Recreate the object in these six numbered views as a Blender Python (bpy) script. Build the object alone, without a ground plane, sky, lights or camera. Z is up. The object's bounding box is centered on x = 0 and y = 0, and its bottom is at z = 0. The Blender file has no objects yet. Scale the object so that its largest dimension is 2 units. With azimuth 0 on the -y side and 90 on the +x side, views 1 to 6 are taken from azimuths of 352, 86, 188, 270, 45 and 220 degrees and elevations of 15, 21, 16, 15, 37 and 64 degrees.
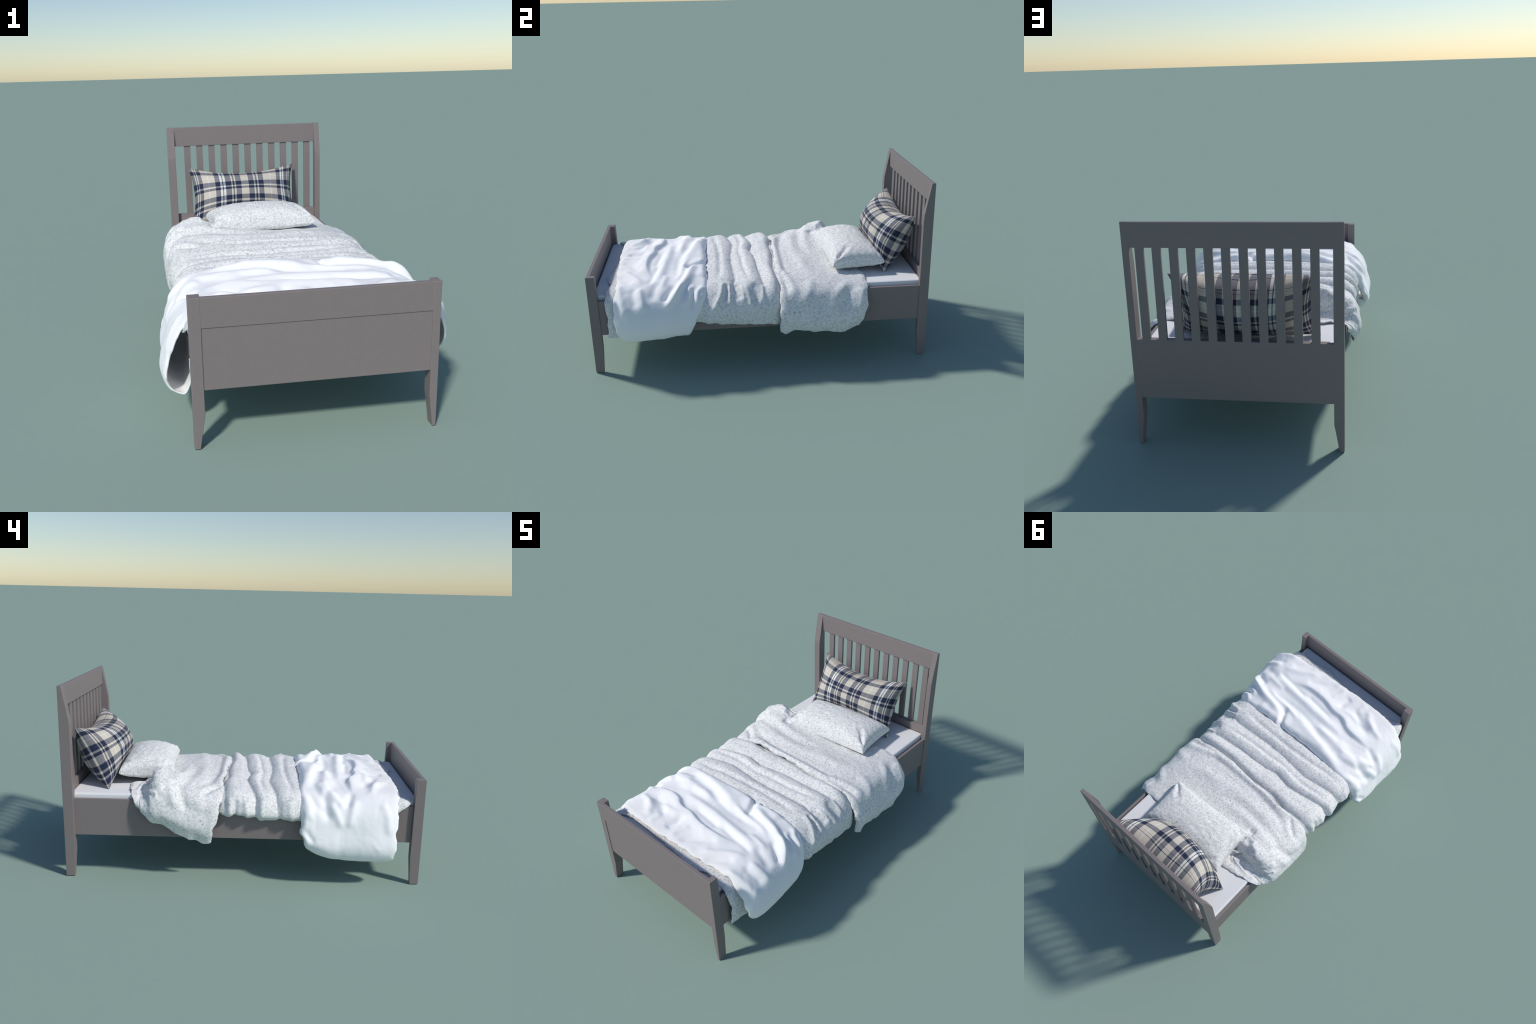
"""A single wooden bed with a slatted headboard, mattress, rumpled floral duvet,
white blanket over the foot end and two pillows.  Everything is procedural."""
import math
import bpy
import bmesh
import numpy as np
from mathutils import Matrix, Vector

# --------------------------------------------------------------------------
# helpers
# --------------------------------------------------------------------------


def link(obj, parent=None):
    bpy.context.scene.collection.objects.link(obj)
    if parent is not None:
        obj.parent = parent
    return obj


def empty(name, location, label, category):
    obj = bpy.data.objects.new(name, None)
    obj.location = location
    obj["label"] = label
    obj["category"] = category
    return link(obj)


def child(name, mesh, parent, material, place=(0, 0, 0)):
    """Mesh built in world coordinates, parented to a thing whose origin is `place`."""
    mesh.transform(Matrix.Translation(-Vector(place)))
    obj = bpy.data.objects.new(name, mesh)
    mesh.materials.append(material)
    return link(obj, parent)


def board(name, x, y, z, round_edge=0.0022):
    """A plank given by its extents, edges rounded."""
    bm = bmesh.new()
    bmesh.ops.create_cube(bm, size=1)
    for v in bm.verts:
        v.co = Vector((x[0] if v.co.x < 0 else x[1], y[0] if v.co.y < 0 else y[1], z[0] if v.co.z < 0 else z[1]))
    bmesh.ops.bevel(bm, geom=bm.edges[:], offset=round_edge, segments=2, profile=0.5, affect="EDGES")
    bmesh.ops.recalc_face_normals(bm, faces=bm.faces)
    mesh = bpy.data.meshes.new(name)
    bm.to_mesh(mesh)
    bm.free()
    return mesh


def post(name, levels, round_edge=0.0022):
    """A leg or post: rectangles (z, x0, x1, y0, y1) stacked upward."""
    bm = bmesh.new()
    rings = []
    for z, x0, x1, y0, y1 in levels:
        rings.append([bm.verts.new(p) for p in ((x0, y0, z), (x1, y0, z), (x1, y1, z), (x0, y1, z))])
    for a, b in zip(rings, rings[1:]):
        for i in range(4):
            bm.faces.new((a[i], a[(i + 1) % 4], b[(i + 1) % 4], b[i]))
    bm.faces.new(rings[0][::-1])
    bm.faces.new(rings[-1])
    bmesh.ops.recalc_face_normals(bm, faces=bm.faces)
    sharp = [e for e in bm.edges if e.calc_face_angle(0) > math.radians(50)]
    bmesh.ops.bevel(bm, geom=sharp, offset=round_edge, segments=2, profile=0.5, affect="EDGES")
    mesh = bpy.data.meshes.new(name)
    bm.to_mesh(mesh)
    bm.free()
    return mesh


# ---- smooth noise on numpy arrays ----------------------------------------
def value_noise(x, y, seed=0):
    """Smooth 2D lattice noise in -1..1."""
    xi, yi = np.floor(x).astype(np.int64), np.floor(y).astype(np.int64)
    fx, fy = x - xi, y - yi
    fx, fy = fx * fx * fx * (fx * (fx * 6 - 15) + 10), fy * fy * fy * (fy * (fy * 6 - 15) + 10)

    def lattice(i, j):
        h = (i * 374761393 + j * 668265263 + seed * 974711) & 0x7FFFFFFF
        h = ((h ^ (h >> 13)) * 1274126177) & 0x7FFFFFFF
        h = h ^ (h >> 16)
        return (h % 65536) / 32767.5 - 1

    a, b = lattice(xi, yi), lattice(xi + 1, yi)
    c, d = lattice(xi, yi + 1), lattice(xi + 1, yi + 1)
    return (a * (1 - fx) + b * fx) * (1 - fy) + (c * (1 - fx) + d * fx) * fy


def fractal(x, y, octaves=3, seed=0):
    out, gain = 0, 1
    for k in range(octaves):
        out = out + gain * value_noise(x * 2**k + 3.7 * k, y * 2**k - 1.9 * k, seed + k)
        gain *= 0.5
    return out


# ---- smooth interpolation --------------------------------------------------
def hermite(knots, values, at):
    """Monotone-limited cubic through values (n, ...) at knots, evaluated at `at`."""
    k, v = np.asarray(knots, float), np.asarray(values, float)
    shape = (-1,) + (1,) * (v.ndim - 1)
    step = np.diff(k).reshape(shape)
    slope = np.diff(v, axis=0) / step
    m = np.zeros_like(v)
    m[0], m[-1] = slope[0], slope[-1]
    m[1:-1] = 0.5 * (slope[:-1] + slope[1:])
    at = np.clip(np.asarray(at, float), k[0], k[-1])
    i = np.clip(np.searchsorted(k, at) - 1, 0, len(k) - 2)
    h = (k[i + 1] - k[i])
    t = ((at - k[i]) / h).reshape((-1,) + (1,) * (v.ndim - 1))
    h = h.reshape(t.shape)
    return ((2 * t**3 - 3 * t**2 + 1) * v[i] + (t**3 - 2 * t**2 + t) * h * m[i]
            + (3 * t**2 - 2 * t**3) * v[i + 1] + (t**3 - t**2) * h * m[i + 1])


def soften(field, passes=2):
    """Small blur of a height field."""
    for _ in range(passes):
        p = np.pad(field, 1, mode="edge")
        field = (p[:-2, 1:-1] + p[2:, 1:-1] + p[1:-1, :-2] + p[1:-1, 2:] + 2 * p[1:-1, 1:-1]) / 6
    return field


def smoothstep(a, b, x):
    t = np.clip((x - a) / (b - a), 0, 1)
    return t * t * (3 - 2 * t)


# --------------------------------------------------------------------------
# cloth: sheets lofted through cross-sections, then folded
# --------------------------------------------------------------------------


class Sheet:
    """A cloth draped across the bed.

    stations: [(y, [(x, z), ...])]  cross-sections from the -x hem to the +x hem
    front/back: [(a, y)] where the sheet starts and ends along y at a = 0..1 across
    """

    def __init__(self, stations, front, back, across=330, along=200):
        ys = np.array([s[0] for s in stations])
        ctrl = np.array([s[1] for s in stations], float)          # (S, K, 2)
        fine_y = np.linspace(ys[0], ys[-1], 80)
        rows = hermite(ys, ctrl, fine_y)                           # (80, K, 2)
        a = np.linspace(0, 1, across)
        curves, lengths = [], []
        for row in rows:
            chord = np.r_[0, np.cumsum(np.hypot(*np.diff(row, axis=0).T))]
            dense = hermite(chord, row, np.linspace(0, chord[-1], 600))
            arc = np.r_[0, np.cumsum(np.hypot(*np.diff(dense, axis=0).T))]
            at = a * arc[-1]
            curves.append(np.c_[np.interp(at, arc, dense[:, 0]), np.interp(at, arc, dense[:, 1])])
            lengths.append(arc[-1])
        curves = np.array(curves)                                  # (80, across, 2)
        yf = hermite([p[0] for p in front], [p[1] for p in front], a)
        yb = hermite([p[0] for p in back], [p[1] for p in back], a)
        t = np.linspace(0, 1, along)[:, None]
        self.Y = yf + t * (yb - yf)                                # (along, across)
        f = (self.Y - ys[0]) / (ys[-1] - ys[0]) * 79
        i = np.clip(np.floor(f).astype(int), 0, 78)
        f = np.clip(f - i, 0, 1)
        col = np.arange(across)[None, :].repeat(along, 0)
        P = curves[i, col] * (1 - f[..., None]) + curves[i + 1, col] * f[..., None]
        self.X, self.Z = P[..., 0], P[..., 1]
        # fabric coordinate across the bed: arc length, zero over the middle line
        ds = np.hypot(np.diff(self.X, axis=1), np.diff(self.Z, axis=1))
        s = np.concatenate([np.zeros((along, 1)), np.cumsum(ds, axis=1)], axis=1)
        zero = []
        for row_x, row_s in zip(self.X, s):
            core = np.abs(row_x) < 0.2
            zero.append(np.interp(0.0, row_x[core], row_s[core]))
        self.S = s - np.array(zero)[:, None]
        self.y0 = self.Y.copy()
        self.A = a[None, :].repeat(along, 0)
        self.T = t.repeat(across, 1)
        self.front_gap = self.Y - yf
        self.back_gap = yb - self.Y

    def normals(self):
        P = np.stack([self.X, self.Y, self.Z], -1)
        n = np.cross(np.gradient(P, axis=1), np.gradient(P, axis=0))
        n /= np.linalg.norm(n, axis=-1, keepdims=True) + 1e-9
        return n

    def push(self, amount):
        n = self.normals()
        self.X = self.X + n[..., 0] * amount
        self.Y = self.Y + n[..., 1] * amount
        self.Z = self.Z + n[..., 2] * amount

    def fold(self, path, height, width, back_width=None, fade=0.22):
        """Height field of one crease along `path` [(s, y), ...]; `width` on the +side, `back_width` on the other."""
        p = np.array(path, float)
        n = max(24, 8 * len(p))
        chord = np.r_[0, np.cumsum(np.hypot(*np.diff(p, axis=0).T))]
        line = hermite(chord, p, np.linspace(0, chord[-1], n)) if len(p) > 2 else p[0] + np.linspace(0, 1, n)[:, None] * (p[1] - p[0])
        best = np.full(self.S.shape, 1e9)
        side = np.zeros(self.S.shape)
        along = np.zeros(self.S.shape)
        for k in range(n - 1):
            (ax, ay), (bx, by) = line[k], line[k + 1]
            dx, dy = bx - ax, by - ay
            q = dx * dx + dy * dy + 1e-12
            u = np.clip(((self.S - ax) * dx + (self.y0 - ay) * dy) / q, 0, 1)
            ex, ey = self.S - ax - u * dx, self.y0 - ay - u * dy
            d = ex * ex + ey * ey
            near = d < best
            best = np.where(near, d, best)
            side = np.where(near, dx * ey - dy * ex, side)
            along = np.where(near, (k + u) / (n - 1), along)
        d = np.sqrt(best)
        w = np.where(side >= 0, width, back_width or width)
        taper = smoothstep(0, fade, along) * smoothstep(0, fade, 1 - along) if fade > 0 else 1
        return height * np.exp(-((d / w) ** 2)) * taper

    def pleats(self, valleys, heights, skew=1.2, power=0.62):
        """Rounded rolls between sharp valleys; valleys are lines [(s, y), ...] from foot to head."""
        lines = [np.interp(self.S, [p[0] for p in v], [p[1] for p in v]) for v in valleys]
        out = np.zeros(self.S.shape)
        for lo, hi, h in zip(lines, lines[1:], heights):
            u = np.clip((self.y0 - lo) / (hi - lo), 0, 1) ** skew
            out += h * (4 * u * (1 - u)) ** power
        return out

    def mesh(self, name, thickness=0.005, smooth=True):
        """Closed thin cloth: outer face, inner face and rim."""
        P = np.stack([self.X, self.Y, self.Z], -1)
        n = self.normals()
        rows, cols = self.X.shape
        verts = np.concatenate([P.reshape(-1, 3), (P - n * thickness).reshape(-1, 3)])
        idx = np.arange(rows * cols).reshape(rows, cols)
        a, b, c, d = idx[:-1, :-1], idx[:-1, 1:], idx[1:, 1:], idx[1:, :-1]
        top = np.stack([a, b, c, d], -1).reshape(-1, 4)
        low = top[:, ::-1] + rows * cols
        rim = np.concatenate([idx[0, :], idx[1:, -1], idx[-1, -2::-1], idx[-2:0:-1, 0]])
        nxt = np.roll(rim, -1)
        edge = np.stack([nxt, rim, rim + rows * cols, nxt + rows * cols], -1)
        mesh = bpy.data.meshes.new(name)
        mesh.from_pydata(verts.tolist(), [], np.concatenate([top, low, edge]).tolist())
        mesh.polygons.foreach_set("use_smooth", [smooth] * len(mesh.polygons))
        mesh.update()
        return mesh


# --------------------------------------------------------------------------
# materials
# --------------------------------------------------------------------------
class Nodes:
    def __init__(self, name):
        self.material = bpy.data.materials.new(name)
        self.material.use_nodes = True
        self.tree = self.material.node_tree
        self.shader = self.tree.nodes["Principled BSDF"]

    def add(self, kind, inputs=None, **props):
        node = self.tree.nodes.new(kind)
        for k, v in props.items():
            setattr(node, k, v)
        for k, v in (inputs or {}).items():
            if hasattr(v, "is_linked") or isinstance(v, bpy.types.NodeSocket):
                self.tree.links.new(v, node.inputs[k])
            else:
                node.inputs[k].default_value = v
        return node

    def math(self, op, *args):
        return self.add("ShaderNodeMath", dict(enumerate(args)), operation=op).outputs[0]

    def mix(self, factor, a, b, blend="MIX"):
        node = self.add("ShaderNodeMix", data_type="RGBA", blend_type=blend)
        for socket, v in (("Factor_Float", factor), ("A_Color", a), ("B_Color", b)):
            target = next(i for i in node.inputs if i.identifier == socket)
            if isinstance(v, bpy.types.NodeSocket):
                self.tree.links.new(v, target)
            else:
                target.default_value = v if isinstance(v, (int, float)) else (*v, 1)
        return next(o for o in node.outputs if o.identifier == "Result_Color")

    def ramp(self, value, stops, interpolation="LINEAR"):
        node = self.add("ShaderNodeValToRGB", {0: value})
        ramp = node.color_ramp
        ramp.interpolation = interpolation
        while len(ramp.elements) < len(stops):
            ramp.elements.new(0.5)
        for e, (pos, col) in zip(ramp.elements, stops):
            e.position = pos
            e.color = (*col, 1) if not isinstance(col, (int, float)) else (col, col, col, 1)
        return node.outputs[0]

    def noise(self, vector, scale, detail=2.0, rough=0.5):
        return self.add("ShaderNodeTexNoise", {"Vector": vector, "Scale": scale, "Detail": detail, "Roughness": rough}).outputs[0]

    def object_coords(self):
        return self.add("ShaderNodeTexCoord").outputs["Object"]

    def finish(self, colour, roughness=0.8, bump=None, strength=0.2, distance=0.002, sheen=0.0, specular=0.3):
        s = self.shader
        if isinstance(colour, bpy.types.NodeSocket):
            self.tree.links.new(colour, s.inputs["Base Color"])
        else:
            s.inputs["Base Color"].default_value = (*colour, 1)
        s.inputs["Roughness"].default_value = roughness
        s.inputs["Specular IOR Level"].default_value = specular
        s.inputs["Sheen Weight"].default_value = sheen
        if bump is not None:
            node = self.add("ShaderNodeBump", {"Height": bump, "Strength": strength, "Distance": distance})
            self.tree.links.new(node.outputs[0], s.inputs["Normal"])
        return self.material


def painted_wood():
    n = Nodes("taupe_painted_wood")
    co = n.object_coords()
    grain = n.noise(n.add("ShaderNodeMapping", {"Vector": co, "Scale": (14, 14, 14)}).outputs[0], 3.0, 4)
    c = n.ramp(grain, [(0.3, WOOD_A), (0.7, WOOD_B)])
    return n.finish(c, 0.55, grain, 0.04, 0.001, specular=0.35)


def plain_cloth(name, colour, bump=0.08):
    n = Nodes(name)
    weave = n.noise(n.object_coords(), 260.0, 2)
    soft = n.noise(n.object_coords(), 9.0, 3)
    c = n.ramp(soft, [(0.3, tuple(0.985 * k for k in colour)), (0.7, colour)])
    return n.finish(c, 0.9, weave, bump, 0.001, specular=0.15)


def floral_cloth():
    """White ground scattered with tiny grey-green sprigs, a few pink and ochre dots."""
    n = Nodes("sprigged_cotton")
    co = n.object_coords()
    wobble = n.add("ShaderNodeTexNoise", {"Vector": co, "Scale": 60.0, "Detail": 2.0}).outputs["Color"]
    bent = n.add("ShaderNodeVectorMath", {0: co, 1: n.add("ShaderNodeVectorMath", {0: wobble, "Scale": 0.022}, operation="SCALE").outputs[0]}, operation="ADD").outputs[0]

    def cells(scale, vec=bent):
        v = n.add("ShaderNodeTexVoronoi", {"Vector": vec, "Scale": scale, "Randomness": 1.0})
        return v.outputs["Distance"], n.add("ShaderNodeSeparateColor", {0: v.outputs["Color"]}).outputs

    colour = (0.86, 0.855, 0.85)
    # pale grey-green haze of fine stems
    stems = n.noise(co, 75.0, 3, 0.65)
    colour = n.mix(n.ramp(stems, [(0.46, 0.0), (0.62, 0.75)]), colour, (0.60, 0.615, 0.60))
    # leaves
    d, r = cells(108.0)
    leaf = n.math("MULTIPLY", n.ramp(d, [(0.22, 1.0), (0.36, 0.0)]), n.math("GREATER_THAN", r[0], 0.35))
    colour = n.mix(n.math("MULTIPLY", leaf, 0.62), colour, n.mix(r[1], (0.36, 0.40, 0.36), (0.56, 0.58, 0.55)))
    # darker sprigs
    d, r = cells(60.0)
    sprig = n.math("MULTIPLY", n.ramp(d, [(0.14, 1.0), (0.26, 0.0)]), n.math("GREATER_THAN", r[0], 0.5))
    colour = n.mix(n.math("MULTIPLY", sprig, 0.7), colour, (0.25, 0.29, 0.26))
    # pink and ochre buds
    d, r = cells(52.0, n.add("ShaderNodeVectorMath", {0: co, 1: (3.1, 1.7, 5.3)}, operation="ADD").outputs[0])
    bud = n.math("MULTIPLY", n.ramp(d, [(0.12, 1.0), (0.2, 0.0)]), n.math("GREATER_THAN", r[0], 0.6))
    colour = n.mix(n.math("MULTIPLY", bud, 0.65), colour, n.mix(n.math("GREATER_THAN", r[1], 0.7), (0.76, 0.48, 0.45), (0.72, 0.60, 0.40)))
    weave = n.noise(co, 240.0, 2)
    return n.finish(colour, 0.9, weave, 0.1, 0.001, specular=0.15)


def plaid_cloth(width, height, pinch_x, pinch_z, wrap):
    """Woven check: warp and weft colour sequences averaged, laid on the pillow's own fabric coordinates."""
    n = Nodes("plaid_weave")
    x, _, z = n.add("ShaderNodeSeparateXYZ", {0: n.object_coords()}).outputs
    x = n.math("DIVIDE", x, width / 2)
    z = n.math("DIVIDE", z, height / 2)

    def unwrap(value, other, pinch):
        o2 = n.math("MINIMUM", n.math("MULTIPLY", other, other), 1.0)
        shrink = n.math("SUBTRACT", 1.0, n.math("MULTIPLY", n.math("SUBTRACT", 1.0, o2), pinch))
        v = n.math("DIVIDE", value, shrink)
        v = n.math("MULTIPLY", v, math.sin(wrap))
        return n.math("DIVIDE", n.math("ARCSINE", n.math("MAXIMUM", n.math("MINIMUM", v, 1.0), -1.0)), wrap)

    p = unwrap(x, z, pinch_x)
    q = unwrap(z, n.math("MULTIPLY", p, 1.0), pinch_z)
    NAVY, CREAM, WHITE = (0.011, 0.019, 0.052), (0.61, 0.555, 0.475), (0.84, 0.86, 0.85)

    def threads(value, sequence):
        total = sum(w for _, w in sequence)
        at, stops = 0.0, []
        for colour, w in sequence:
            stops.append((at / total, tuple(math.sqrt(k) for k in {"n": NAVY, "c": CREAM, "w": WHITE}[colour])))
            at += w
        return n.ramp(value, stops, "CONSTANT")

    warp = threads(n.math("FRACT", n.math("ADD", n.math("MULTIPLY", p, WARP_SCALE), WARP_SHIFT)),
                   [("w", 4), ("c", 86), ("n", 60), ("w", 27), ("n", 11), ("w", 27), ("n", 66), ("c", 18), ("n", 18), ("c", 18), ("n", 60),
                    ("c", 85), ("n", 62), ("c", 17), ("n", 22), ("c", 17), ("n", 60), ("c", 86), ("w", 4)])
    weft = threads(n.math("ADD", n.math("MULTIPLY", q, 0.5), 0.5), WEFT)
    twill = n.noise(n.object_coords(), 420.0, 1)
    colour = n.mix(0.5, warp, weft)            # threads blend in a gamma of two
    colour = n.mix(1.0, colour, colour, "MULTIPLY")
    colour = n.mix(n.math("MULTIPLY", n.ramp(twill, [(0.4, 0.0), (0.6, 1.0)]), 0.04), colour, (0.5, 0.5, 0.5))
    return n.finish(colour, 0.85, twill, 0.12, 0.001, sheen=0.05, specular=0.2)


WOOD_A, WOOD_B = (0.238, 0.202, 0.198), (0.247, 0.210, 0.206)
WARP_SCALE, WARP_SHIFT = 0.949, 0.592
WEFT = [("c", 100), ("n", 80), ("c", 34), ("n", 46), ("c", 34), ("n", 70), ("c", 100), ("n", 36), ("c", 24), ("n", 75),
        ("c", 72), ("w", 6), ("c", 72), ("n", 70), ("c", 55), ("n", 7), ("c", 28), ("n", 7), ("c", 20)]

# --------------------------------------------------------------------------
# the bed frame
# --------------------------------------------------------------------------
wood = painted_wood()
white = plain_cloth("white_cotton", (0.96, 0.962, 0.966), 0.03)
sheet_white = plain_cloth("mattress_ticking", (0.83, 0.83, 0.845), 0.05)
floral = floral_cloth()

LEFT, RIGHT = -0.4925, 0.481          # outer faces of the posts
bed = empty("wooden_bed", (0, 0, 0), "taupe wooden single bed with slatted headboard and mattress", "bed")

IN_L, IN_R = -0.446, 0.4495            # inner faces of the posts
TIP_L, TIP_R = -0.469, 0.466           # inner faces at the foot of the legs


def leg_rows(outer, inner, tip, head):
    """Stack of rectangles for one corner post."""
    rows = []
    for z, k in ((0.0, 1.0), (0.05, 0.66), (0.10, 0.30), (0.135, 0.0), (0.16, 0.0)):
        rows.append((z, k))
    out = []
    for z, k in rows:
        xi = inner + (tip - inner) * k
        x0, x1 = min(outer, xi), max(outer, xi)
        if head:
            out.append((z, x0, x1, 0.943 + 0.007 * (1 - z / 0.16), 1.0))
        else:
            out.append((z, x0, x1, -1.0, -0.943 - 0.008 * (1 - z / 0.16)))
    x0, x1 = min(outer, inner), max(outer, inner)
    if head:
        for z, y in ((0.55, 0.943), (0.86, 0.942), (0.895, 0.944), (0.93, 0.950), (1.01, 0.9645), (1.083, 0.978)):
            out.append((z, x0, x1, y, 1.0))
    else:
        out += [(0.40, x0, x1, -1.0, -0.944), (0.612, x0, x1, -1.0, -0.948)]
    return out


for outer, inner, tip in ((LEFT, IN_L, TIP_L), (RIGHT, IN_R, TIP_R)):
    for head in (True, False):
        child("post", post("post", leg_rows(outer, inner, tip, head)), bed, wood)

eps = 0.0008
child("headboard_rail", board("headboard_rail", (IN_L - 0.004, IN_R + 0.004), (0.977, 0.9992), (0.9665, 1.0822)), bed, wood)
child("headboard_panel", board("headboard_panel", (IN_L - 0.004, IN_R + 0.004), (0.978, 0.9992), (0.2415, 0.5335)), bed, wood)
child("headboard_batten", board("headboard_batten", (-0.428, IN_R + 0.003), (0.966, 0.980), (0.2430, 0.5325)), bed, wood)
slat_mesh = board("slat", (-0.0198, 0.0198), (0.984, 0.9990), (0.525, 0.975), 0.0015)
slat_mesh.materials.append(wood)
for k in range(11):
    slat = bpy.data.objects.new("slat", slat_mesh)
    slat.location = (0.4035 - 0.0772 * k, 0, 0)
    link(slat, bed)

child("footboard_rail", board("footboard_rail", (IN_L - 0.003, IN_R + 0.003), (-0.9993, -0.977), (0.4925, 0.6115)), bed, wood)
child("footboard_panel", board("footboard_panel", (IN_L - 0.003, IN_R + 0.003), (-0.996, -0.979), (0.2430, 0.4945)), bed, wood)
for outer, inner, low, high in ((-0.473, -0.456, 0.2425, 0.4565), (0.476, 0.459, 0.2445, 0.4600)):
    x = (min(outer, inner), max(outer, inner))
    child("side_rail", board("side_rail", x, (-0.946, 0.945), (low, high)), bed, wood)
# slatted base carrying the mattress
base_mesh = board("base_slat", (-0.454, 0.457), (-0.03, 0.03), (0.395, 0.415))
base_mesh.materials.append(wood)
for k in range(14):
    s = bpy.data.objects.new("base_slat", base_mesh)
    s.location = (0, -0.87 + 0.134 * k, 0)
    link(s, bed)

mattress = board("mattress", (-0.4535, 0.444), (-0.9755, 0.9645), (0.416, 0.482), 0.010)
child("mattress", mattress, bed, sheet_white)

# --------------------------------------------------------------------------
# cloth pieces
# --------------------------------------------------------------------------
SHEETS = {}

# white blanket over the foot end; cross-sections run from the -x hem to the +x hem
blanket = Sheet(
    [(-0.86, [(-0.478, .300), (-0.482, .200), (-0.510, .150), (-0.565, .172), (-0.590, .230), (-0.570, .330), (-0.530, .430), (-0.460, .500), (-0.35, .522), (-0.15, .526), (0.05, .526), (0.25, .524), (0.435, .512), (0.525, .462), (0.570, .380), (0.580, .310), (0.555, .245), (0.510, .225)]),
     (-0.74, [(-0.478, .310), (-0.480, .200), (-0.515, .148), (-0.580, .174), (-0.607, .235), (-0.585, .335), (-0.545, .432), (-0.465, .505), (-0.35, .525), (-0.15, .530), (0.05, .530), (0.25, .528), (0.45, .522), (0.552, .468), (0.600, .385), (0.606, .305), (0.580, .245), (0.525, .230)]),
     (-0.55, [(-0.480, .310), (-0.482, .200), (-0.520, .154), (-0.575, .176), (-0.600, .235), (-0.578, .335), (-0.538, .432), (-0.458, .498), (-0.35, .519), (-0.15, .528), (0.05, .532), (0.25, .528), (0.45, .520), (0.540, .465), (0.588, .380), (0.594, .310), (0.568, .252), (0.525, .234)]),
     (-0.42, [(-0.485, .320), (-0.490, .220), (-0.525, .180), (-0.578, .202), (-0.602, .250), (-0.577, .340), (-0.535, .432), (-0.458, .498), (-0.35, .522), (-0.15, .540), (0.05, .545), (0.25, .536), (0.43, .515), (0.520, .460), (0.562, .385), (0.572, .325), (0.555, .275), (0.530, .258)]),
     (-0.31, [(-0.500, .340), (-0.505, .280), (-0.535, .248), (-0.580, .262), (-0.593, .305), (-0.570, .370), (-0.530, .440), (-0.465, .500), (-0.35, .528), (-0.15, .554), (0.05, .562), (0.25, .546), (0.42, .512), (0.510, .465), (0.542, .410), (0.548, .370), (0.540, .340), (0.525, .330)])],
    front=[(0.000, -0.83), (0.199, -0.845), (0.336, -0.87), (0.399, -0.878), (0.500, -0.88), (0.591, -0.868), (0.691, -0.86), (0.763, -0.85), (0.836, -0.855), (0.927, -0.845), (1.000, -0.80)],
    back=[(0.000, -0.33), (0.181, -0.32), (0.318, -0.305), (0.408, -0.318), (0.500, -0.325), (0.591, -0.322), (0.681, -0.325), (0.772, -0.31), (0.873, -0.315), (0.945, -0.36), (1.000, -0.40)])
SHEETS["blanket"] = blanket

# the blanket's floral underside, peeping out at the foot
lining = Sheet(
    [(-0.95, [(-0.500, .430), (-0.492, .450), (-0.480, .475), (-0.450, .493), (-0.35, .496), (-0.15, .497), (0.05, .497), (0.25, .497), (0.43, .494), (0.480, .465), (0.500, .390), (0.503, .310), (0.497, .240)]),
     (-0.70, [(-0.530, .400), (-0.530, .430), (-0.515, .465), (-0.450, .498), (-0.35, .500), (-0.15, .502), (0.05, .502), (0.25, .500), (0.43, .495), (0.500, .460), (0.530, .390), (0.530, .310), (0.515, .240)])],
    front=[(0, -0.87), (0.05, -0.925), (0.09, -0.905), (0.15, -0.882), (0.26, -0.886), (0.38, -0.892), (0.5, -0.902), (0.6, -0.918), (0.70, -0.893), (0.77, -0.908), (0.84, -0.905), (0.92, -0.895), (1, -0.90)],
    back=[(0, -0.72), (1, -0.72)], along=70)
SHEETS["lining"] = lining

gathered = Sheet(
    [(-0.42, [(-0.500, .365), (-0.517, .390), (-0.500, .440), (-0.455, .488), (-0.35, .506), (-0.15, .511), (0.05, .511), (0.25, .508), (0.41, .496), (0.48, .462), (0.525, .410), (0.532, .350), (0.520, .318)]),
     (-0.20, [(-0.500, .370), (-0.518, .392), (-0.500, .440), (-0.455, .488), (-0.35, .506), (-0.15, .511), (0.05, .511), (0.25, .508), (0.41, .496), (0.485, .462), (0.535, .405), (0.542, .335), (0.525, .297)]),
     (0.0, [(-0.495, .385), (-0.513, .402), (-0.495, .445), (-0.452, .488), (-0.35, .506), (-0.15, .511), (0.05, .511), (0.25, .508), (0.41, .496), (0.48, .462), (0.525, .405), (0.532, .335), (0.520, .292)]),
     (0.16, [(-0.490, .385), (-0.503, .402), (-0.487, .445), (-0.450, .488), (-0.35, .506), (-0.15, .511), (0.05, .511), (0.25, .508), (0.41, .495), (0.477, .462), (0.515, .405), (0.522, .335), (0.512, .282)])],
    front=[(0, -0.40), (1, -0.42)],
    back=[(0, 0.15), (1, 0.14)])
SHEETS["gathered"] = gathered

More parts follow.
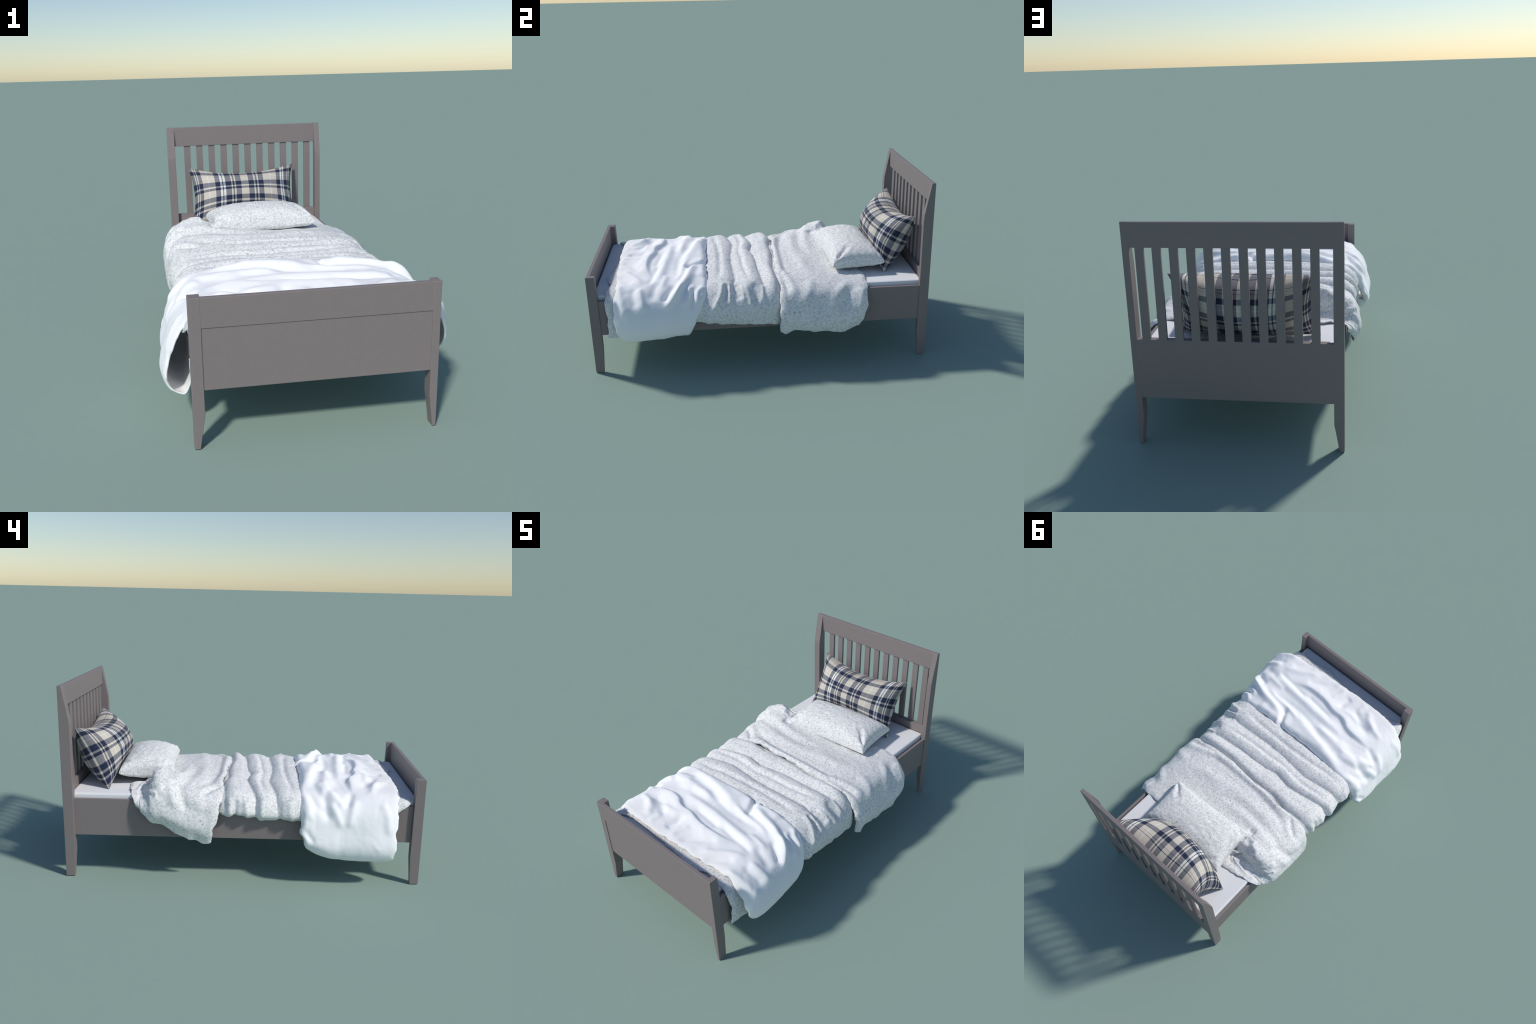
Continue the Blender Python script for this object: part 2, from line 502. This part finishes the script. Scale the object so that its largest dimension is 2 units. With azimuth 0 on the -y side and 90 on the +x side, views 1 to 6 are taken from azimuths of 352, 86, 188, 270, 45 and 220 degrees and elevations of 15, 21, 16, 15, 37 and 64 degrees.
upper = Sheet(
    [(0.06, [(-0.545, .290), (-0.550, .330), (-0.535, .400), (-0.490, .470), (-0.35, .522), (-0.15, .534), (0.05, .534), (0.25, .528), (0.41, .508), (0.500, .475), (0.548, .410), (0.573, .320), (0.570, .245)]),
     (0.19, [(-0.520, .215), (-0.547, .310), (-0.535, .400), (-0.500, .480), (-0.35, .522), (-0.15, .530), (0.05, .530), (0.25, .524), (0.41, .506), (0.510, .470), (0.560, .395), (0.578, .310), (0.562, .245)]),
     (0.32, [(-0.525, .265), (-0.555, .345), (-0.542, .430), (-0.505, .505), (-0.37, .550), (-0.15, .540), (0.05, .535), (0.25, .528), (0.41, .512), (0.510, .470), (0.558, .390), (0.582, .300), (0.568, .236)]),
     (0.45, [(-0.520, .335), (-0.557, .390), (-0.552, .455), (-0.510, .530), (-0.38, .592), (-0.18, .550), (0.05, .515), (0.25, .510), (0.41, .503), (0.505, .470), (0.552, .390), (0.580, .300), (0.568, .235)]),
     (0.505, [(-0.525, .350), (-0.550, .395), (-0.545, .455), (-0.505, .525), (-0.385, .582), (-0.20, .530), (0.05, .505), (0.25, .503), (0.41, .500), (0.500, .468), (0.552, .392), (0.580, .305), (0.568, .240)]),
     (0.530, [(-0.525, .375), (-0.540, .405), (-0.532, .440), (-0.505, .475), (-0.42, .506), (-0.25, .503), (0.05, .500), (0.25, .500), (0.41, .498), (0.497, .468), (0.553, .395), (0.582, .310), (0.568, .245)]),
     (0.65, [(-0.480, .478), (-0.488, .483), (-0.482, .489), (-0.465, .493), (-0.41, .496), (-0.25, .496), (0.05, .495), (0.25, .495), (0.40, .494), (0.480, .470), (0.530, .412), (0.555, .340), (0.548, .270)])],
    front=[(0, 0.19), (0.10, 0.140), (0.20, 0.112), (0.32, 0.118), (0.39, 0.103), (0.48, 0.109), (0.61, 0.094), (0.70, 0.100), (0.76, 0.110), (0.85, 0.105), (1, 0.103)],
    back=[(0, 0.60), (0.08, 0.637), (0.15, 0.655), (0.21, 0.655), (0.27, 0.57), (0.33, 0.555), (0.42, 0.56), (0.55, 0.60), (0.72, 0.635), (0.82, 0.628), (0.92, 0.618), (1, 0.575)])
SHEETS["upper"] = upper

place = (0, 0, 0.49)
duvet = empty("floral_duvet", place, "rumpled white duvet with tiny floral sprigs", "duvet")
throw = empty("white_blanket", (0, -0.58, 0.49), "plain white puffy blanket folded over the foot end", "blanket")


def finish_sheet(sheet, edge_drop_front, edge_drop_back, radius=0.035):
    for gap, drop in ((sheet.front_gap, edge_drop_front), (sheet.back_gap, edge_drop_back)):
        d = np.clip(1 - gap / radius, 0, 1)
        sheet.push(-drop * (1 - np.sqrt(np.clip(1 - d * d, 0, 1))))


# creases: (path across [(s, y), ...], height, width toward the head, width toward the foot)
GATHER_VALLEYS = [
    [(-.6, -.335), (-.3, -.345), (0, -.365), (.3, -.345), (.6, -.34)],
    [(-.60, -.195), (-.45, -.182), (-.35, -.163), (-.24, -.145), (-.13, -.155), (-.04, -.165), (.11, -.165), (.26, -.156), (.36, -.150), (.45, -.168), (.6, -.185)],
    [(-.60, -.080), (-.48, -.070), (-.32, -.032), (-.21, -.015), (-.10, -.037), (-.02, -.018), (.08, -.010), (.21, -.006), (.36, .010), (.45, .018), (.6, .015)],
    [(-.60, .105), (-.47, .102), (-.29, .111), (-.175, .096), (-.02, .102), (.2, .087), (.354, .094), (.445, .105), (.6, .10)],
]
BLANKET_FOLDS = [
    # long creases over the top
    ([(-.46, -.625), (-.37, -.61), (-.23, -.615), (-.16, -.655), (-.06, -.66), (.01, -.68), (.10, -.69), (.19, -.685), (.32, -.655)], 0.0260, 0.016, 0.050),
    ([(-.30, -.525), (-.19, -.55), (-.09, -.555), (.04, -.565), (.18, -.58), (.28, -.59), (.45, -.61)], 0.0182, 0.027, 0.032),
    ([(-.16, -.415), (-.10, -.45), (-.04, -.468), (.06, -.490), (.21, -.498), (.30, -.505)], -0.0065, 0.018, 0.018),
    ([(-.53, -.53), (-.44, -.465), (-.34, -.455), (-.215, -.463), (-.04, -.475)], 0.0182, 0.027, 0.027),
    ([(.16, -.37), (.27, -.41), (.38, -.435), (.48, -.48), (.58, -.53)], 0.0286, 0.029, 0.025),
    ([(.120, -.300), (.150, -.36), (.170, -.40), (.190, -.46)], -0.0312, 0.016, 0.013),
    ([(-.37, -.495), (-.21, -.487), (-.03, -.48)], 0.0103, 0.023, 0.030),
    ([(-.39, -.345), (-.20, -.375), (-.03, -.414), (.12, -.46)], 0.0156, 0.032, 0.027),
    ([(-.26, -.375), (-.12, -.375), (.02, -.385), (.10, -.40)], .012, .045, .050),
    ([(.20, -.33), (.27, -.345), (.36, -.36)], .012, .035, .035),
    # foot edge
    ([(-.10, -.83), (-.082, -.76), (-.094, -.686)], -0.0156, 0.023, 0.023),
    ([(-.38, -.72), (-.306, -.772), (-.245, -.83)], 0.0131, 0.023, 0.024),
    ([(-.38, -.68), (-.27, -.705), (-.17, -.79)], -0.0112, 0.024, 0.024),
    ([(-.46, -.71), (-.35, -.735), (-.25, -.775)], 0.0094, 0.020, 0.020),
    ([(.18, -.83), (.255, -.788), (.341, -.735), (.43, -.684)], 0.0122, 0.023, 0.020),
    ([(.05, -.86), (.08, -.80), (.16, -.75), (.22, -.70)], -0.0094, 0.023, 0.023),
    ([(.26, -.87), (.33, -.80), (.40, -.75)], -0.0094, 0.023, 0.023),
    ([(-.05, -.70), (-.16, -.715), (-.30, -.70)], .010, .020, .020),
    ([(.12, -.60), (.24, -.625), (.36, -.64), (.44, -.66)], -.010, .018, .018),
    ([(-.10, -.60), (.03, -.615), (.16, -.63)], -.008, .016, .016),
    ([(.30, -.55), (.38, -.56), (.46, -.575)], .010, .018, .018),
    ([(.05, -.43), (.18, -.46), (.30, -.47), (.40, -.50)], .009, .016, .016),
    ([(-.30, -.42), (-.40, -.43), (-.48, -.45)], .010, .018, .018),
    ([(-.02, -.86), (-.02, -.80), (.02, -.73)], .009, .020, .020),
    ([(-.22, -.86), (-.20, -.80), (-.22, -.75)], .008, .018, .018),
    # hang on the -x side
    ([(-.62, -.475), (-.545, -.457), (-.48, -.452), (-.42, -.46)], -0.0131, 0.024, 0.024),
    ([(-.545, -.56), (-.477, -.511), (-.41, -.485)], 0.0122, 0.020, 0.020),
    ([(-.545, -.568), (-.48, -.590), (-.42, -.60)], -0.0131, 0.020, 0.020),
    ([(-.64, -.485), (-.59, -.459), (-.525, -.402), (-.44, -.345)], -0.0070, 0.023, 0.023),
    ([(-.66, -.545), (-.58, -.515), (-.50, -.475)], 0.0122, 0.023, 0.023),
    ([(-.66, -.58), (-.58, -.595), (-.48, -.62)], 0.0112, 0.024, 0.024),
    ([(-.62, -.36), (-.55, -.36), (-.45, -.345)], 0.0112, 0.023, 0.023),
    ([(-.70, -.80), (-.60, -.79), (-.50, -.765)], 0.0094, 0.024, 0.024),
    ([(-.74, -.395), (-.70, -.36), (-.66, -.34)], -0.0112, 0.018, 0.018),
    # hang on the +x side
    ([(.39, -.83), (.511, -.809), (.58, -.792), (.66, -.762)], 0.0169, 0.024, 0.023),
    ([(.45, -.745), (.53, -.735), (.60, -.72)], -0.0112, 0.023, 0.023),
    ([(.45, -.708), (.546, -.689), (.63, -.667)], 0.0131, 0.020, 0.027),
    ([(.43, -.45), (.515, -.50), (.60, -.56)], 0.0169, 0.018, 0.018),
    ([(.43, -.50), (.511, -.535), (.57, -.57)], -0.0169, 0.020, 0.020),
    ([(.43, -.38), (.477, -.415), (.59, -.448)], 0.0169, 0.016, 0.018),
    ([(.44, -.33), (.487, -.370), (.57, -.374)], 0.0131, 0.016, 0.016),
    ([(.44, -.405), (.52, -.40), (.60, -.41)], -0.0112, 0.013, 0.013),
    ([(.40, -.60), (.48, -.62), (.56, -.63)], -0.0130, 0.027, 0.027),
]
GATHER_FOLDS = [
    # soft dips along the backs of the rolls
    ([(-.50, -.262), (-.35, -.262), (-.20, -.245), (-.02, -.235), (.14, -.235), (.30, -.24), (.42, -.255)], -.011, .016, .018),
    ([(-.52, -.125), (-.40, -.108), (-.25, -.090), (-.10, -.105), (.05, -.095), (.20, -.09), (.33, -.075), (.45, -.065)], -.012, .014, .017),
    ([(-.50, .010), (-.30, .045), (-.10, .045), (.10, .05), (.30, .058)], -.004, .02, .02),
    # tucks forking down the +x side
    ([(.40, -.218), (.494, -.237), (.54, -.26), (.60, -.29)], 0.0151, 0.017, 0.017),
    ([(.40, -.183), (.499, -.184), (.57, -.179)], 0.0117, 0.014, 0.014),
    ([(.42, -.203), (.47, -.205), (.53, -.21)], -0.0117, 0.013, 0.013),
    ([(.41, -.15), (.47, -.145), (.53, -.125)], -0.0100, 0.018, 0.018),
    ([(.43, -.098), (.531, -.067), (.58, -.062)], 0.0117, 0.016, 0.016),
    ([(.42, -.12), (.48, -.11), (.55, -.10)], 0.0084, 0.013, 0.013),
    ([(.42, -.04), (.50, -.035), (.56, -.03)], -0.0100, 0.021, 0.021),
    ([(.42, .016), (.495, .010), (.55, .004)], 0.0117, 0.013, 0.013),
    ([(.56, -.33), (.62, -.35), (.66, -.37)], -0.0100, 0.016, 0.016),
    ([(.60, -.30), (.65, -.31), (.68, -.32)], 0.0100, 0.016, 0.016),
    # tucks down the -x side
    ([(-.62, .045), (-.55, .044), (-.48, .041)], -0.0099, 0.013, 0.013),
    ([(-.62, .08), (-.55, .075), (-.46, .08)], 0.0087, 0.021, 0.018),
    ([(-.62, -.07), (-.54, -.068), (-.47, -.075)], -0.0087, 0.013, 0.013),
    ([(-.64, -.10), (-.56, -.10), (-.48, -.11)], 0.0074, 0.021, 0.021),
    ([(-.64, -.03), (-.56, -.02), (-.48, -.01)], 0.0120, 0.018, 0.018),
    ([(-.64, -.21), (-.56, -.20), (-.47, -.19)], -0.0080, 0.018, 0.018),
    ([(-.64, -.27), (-.56, -.265), (-.48, -.26)], 0.0080, 0.020, 0.020),
]
UPPER_FOLDS = [
    ([(-.44, .130), (-.30, .135), (-.13, .130), (.07, .130), (.25, .128), (.40, .13), (.47, .14)], 0.0120, 0.030, 0.030),
    ([(-.42, .215), (-.29, .185), (-.10, .160), (.165, .155), (.42, .17)], -0.0100, 0.022, 0.022),
    ([(-.45, .265), (-.27, .255), (-.05, .243), (.23, .276), (.40, .330)], 0.0110, 0.040, 0.040),
    ([(-.48, .33), (-.30, .31), (-.10, .295), (.10, .33)], -0.0080, 0.030, 0.030),
    ([(-.50, .39), (-.35, .37), (-.20, .345), (-.02, .36)], 0.0100, 0.030, 0.030),
    ([(-.36, .125), (-.43, .185), (-.50, .235)], -0.0112, 0.014, 0.019),
    ([(-.34, .16), (-.42, .215), (-.52, .26)], 0.0064, 0.024, 0.024),
    ([(-.42, .37), (-.50, .345), (-.62, .305)], -0.0140, 0.025, 0.025),
    ([(-.42, .30), (-.516, .25), (-.60, .22)], 0.0080, 0.030, 0.030),
    ([(-.42, .43), (-.52, .40), (-.62, .37)], 0.0120, 0.025, 0.025),
    ([(-.24, .39), (-.30, .392)], -0.0160, 0.019, 0.019),
    ([(.28, .12), (.36, .132), (.438, .146), (.54, .158)], -0.0128, 0.017, 0.017),
    ([(.27, .145), (.38, .165), (.46, .185), (.56, .20)], 0.0080, 0.022, 0.022),
    ([(.42, .30), (.50, .28), (.60, .24)], 0.0080, 0.030, 0.030),
    ([(.45, .56), (.55, .50), (.65, .47)], -0.0120, 0.030, 0.030),
    ([(.45, .52), (.55, .44), (.68, .41)], 0.0100, 0.030, 0.030),
    ([(.48, .60), (.56, .585), (.64, .56)], 0.0096, 0.024, 0.024),
    ([(.56, .33), (.66, .36), (.74, .37)], -0.0100, 0.025, 0.025),
    # rumples beside the pillow and on the turned corner
    ([(-.28, .45), (-.36, .455), (-.46, .455), (-.56, .44)], 0.0096, 0.022, 0.036),
    ([(-.22, .565), (-.29, .545), (-.36, .530), (-.42, .535)], .030, .014, .022, .2),
    ([(-.40, .60), (-.46, .575), (-.52, .55)], 0.0128, 0.014, 0.014),
    ([(-.38, .565), (-.44, .55), (-.50, .535)], -0.0112, 0.017, 0.017),
    ([(-.42, .64), (-.47, .61), (-.54, .575)], -0.0080, 0.017, 0.017),
]
for s, folds, drops, crumple in ((blanket, BLANKET_FOLDS, (0.012, 0.040), 0.0016), (lining, [], (0.006, 0), 0.002), (gathered, GATHER_FOLDS, (0, 0.03), 0.0026), (upper, UPPER_FOLDS, (0.025, 0.008), 0.0026)):
    height = sum(s.fold(*f) for f in folds) if folds else 0
    if s is gathered:
        ends = smoothstep(-.62, -.46, s.S) * (1 - smoothstep(.40, .54, s.S))
        height = height + s.pleats(GATHER_VALLEYS, (.024, .027, .030), 1.6, 0.8) * (0.15 + 0.85 * ends) - 0.010 * smoothstep(.10, .14, s.y0)
        height = height - 0.02 * (1 - smoothstep(-.46, -.41, s.y0))
    if s is upper:
        # knotted rumples where the corner is turned back
        spot = smoothstep(-.62, -.52, s.S) * (1 - smoothstep(-.30, -.22, s.S)) * smoothstep(.42, .47, s.y0)
        height = height + spot * 0.016 * (1 - 2.2 * np.abs(value_noise(s.S * 19 + 4, s.y0 * 24, 77))) * (0.6 + 0.4 * value_noise(s.S * 9, s.y0 * 9, 78))
    if folds:
        s.push(soften(height, 6 if s is blanket else 2))
    warp = 0.03 * fractal(s.S * 6, s.y0 * 6, 2, 21)
    s.push(crumple * fractal(s.S * 7 + warp * 30, s.y0 * 13, 2, 5) + 0.25 * crumple * fractal(s.S * 40, s.y0 * 40, 2, 8))
    # hems wander a little
    for gap, sign in ((s.A, 1), (1 - s.A, -1)):
        near = np.clip(1 - gap / 0.05, 0, 1) ** 2
        s.Z = s.Z + near * 0.010 * fractal(s.y0 * 16, s.y0 * 0 + sign * 4.3, 2, 31)
        s.X = s.X + near * 0.008 * fractal(s.y0 * 13, s.y0 * 0 + sign * 8.1, 2, 33)
    near = np.clip(1 - np.minimum(s.front_gap, s.back_gap) / 0.03, 0, 1) ** 2
    s.Y = s.Y + near * 0.006 * fractal(s.S * 22, s.S * 0 + 2.2, 2, 35)
    finish_sheet(s, *drops)

child("blanket_cover", blanket.mesh("blanket_cover", 0.006), throw, white, (0, -0.58, 0.49))
child("blanket_lining", lining.mesh("blanket_lining"), throw, floral, (0, -0.58, 0.49))
child("gathered_panel", gathered.mesh("gathered_panel"), duvet, floral, place)
child("upper_panel", upper.mesh("upper_panel"), duvet, floral, place)


# --------------------------------------------------------------------------
# pillows
# --------------------------------------------------------------------------
def pillow_mesh(name, width, height, front, back, pinch_x, pinch_z, wrap, shape=(0.5, 0.5), bend=None, n=110, wrinkle=0.002, seed=3, dents=()):
    """Two bulging faces joined along a seam.  Local frame: x across, z up, -y toward the front."""
    p = np.linspace(-1, 1, n)
    p = np.sin(p * math.pi / 2 * 0.97) / math.sin(math.pi / 2 * 0.97)     # denser toward the seam
    P, Q = np.meshgrid(p, p)
    g = np.sin(P * wrap) / math.sin(wrap)
    h = np.sin(Q * wrap) / math.sin(wrap)
    X = width / 2 * g * (1 - pinch_x * (1 - h * h))
    Z = height / 2 * h * (1 - pinch_z * (1 - g * g))
    bulge = (np.clip(1 - g * g, 0, 1) ** shape[0]) * (np.clip(1 - h * h, 0, 1) ** shape[1])
    rough = wrinkle * fractal(P * 7, Q * 7, 3, seed) * np.clip(bulge * 3, 0, 1)
    offset = bend(X, Z) if bend else 0 * X
    tuck = sum(d * np.exp(-(((P - a) * math.cos(t) + (Q - b) * math.sin(t)) / w) ** 2 - ((-(P - a) * math.sin(t) + (Q - b) * math.cos(t)) / l) ** 2)
               for a, b, t, w, l, d in dents) if dents else 0
    Yf = -front * bulge - rough + offset + tuck * np.clip(bulge * 2, 0, 1)
    Yb = back * bulge + rough + offset
    idx = np.arange(n * n).reshape(n, n)
    rim = np.zeros((n, n), bool)
    rim[0], rim[-1], rim[:, 0], rim[:, -1] = True, True, True, True
    back_idx = np.where(rim, idx, 0)
    back_idx[~rim] = n * n + np.arange((~rim).sum())
    verts = np.concatenate([np.stack([X, Yf, Z], -1).reshape(-1, 3), np.stack([X, Yb, Z], -1)[~rim]])

    def quads(i):
        return np.stack([i[:-1, :-1], i[:-1, 1:], i[1:, 1:], i[1:, :-1]], -1).reshape(-1, 4)

    mesh = bpy.data.meshes.new(name)
    mesh.from_pydata(verts.tolist(), [], np.concatenate([quads(idx), quads(back_idx)[:, ::-1]]).tolist())
    mesh.polygons.foreach_set("use_smooth", [True] * len(mesh.polygons))
    mesh.update()
    return mesh


def place_pillow(name, mesh, centre, across, up, label):
    """Orient the local frame: x along `across`, z along `up`."""
    x = Vector(across).normalized()
    z = Vector(up)
    z = (z - x * z.dot(x)).normalized()
    y = z.cross(x)
    obj = bpy.data.objects.new(name, mesh)
    obj.matrix_world = Matrix.Translation(centre) @ Matrix((x, y, z)).transposed().to_4x4()
    obj["label"] = label
    obj["category"] = "pillow"
    return link(obj)


PW, PH, PINCH_X, PINCH_Z, WRAP = 0.675, 0.395, 0.10, 0.30, 1.15
plaid = plaid_cloth(PW, PH, PINCH_X, PINCH_Z, WRAP)
m = pillow_mesh("plaid_pillow", PW, PH, 0.165, 0.118, PINCH_X, PINCH_Z, WRAP, (0.48, 0.5),
                bend=lambda x, z: 0.02 - 0.1 * np.clip(x, -1, 1) ** 2 + 0 * z, wrinkle=0.0015)
m.materials.append(plaid)
place_pillow("plaid_pillow", m, (-0.037, 0.848, 0.662), (1, 0, 0), (0, 0.175, 0.345), "navy and cream plaid pillow leaning on the headboard")

m = pillow_mesh("floral_pillow", 0.60, 0.322, 0.106, 0.055, 0.06, 0.08, 1.1, (0.25, 0.36), wrinkle=0.0018, seed=11,
                dents=((0.80, -0.55, 0.5, 0.07, 0.28, 0.022), (0.92, -0.80, -0.6, 0.08, 0.2, -0.012), (-0.85, 0.1, 0.2, 0.08, 0.4, 0.008), (-0.8, -0.7, 0.7, 0.08, 0.25, 0.010), (-0.7, 0.75, -0.6, 0.07, 0.25, 0.008)))
m.materials.append(floral)
place_pillow("floral_pillow", m, (0.022, 0.588, 0.552), (1, 0.07, -0.005), (-0.05, 1, 0.02), "small white pillow with tiny floral sprigs")
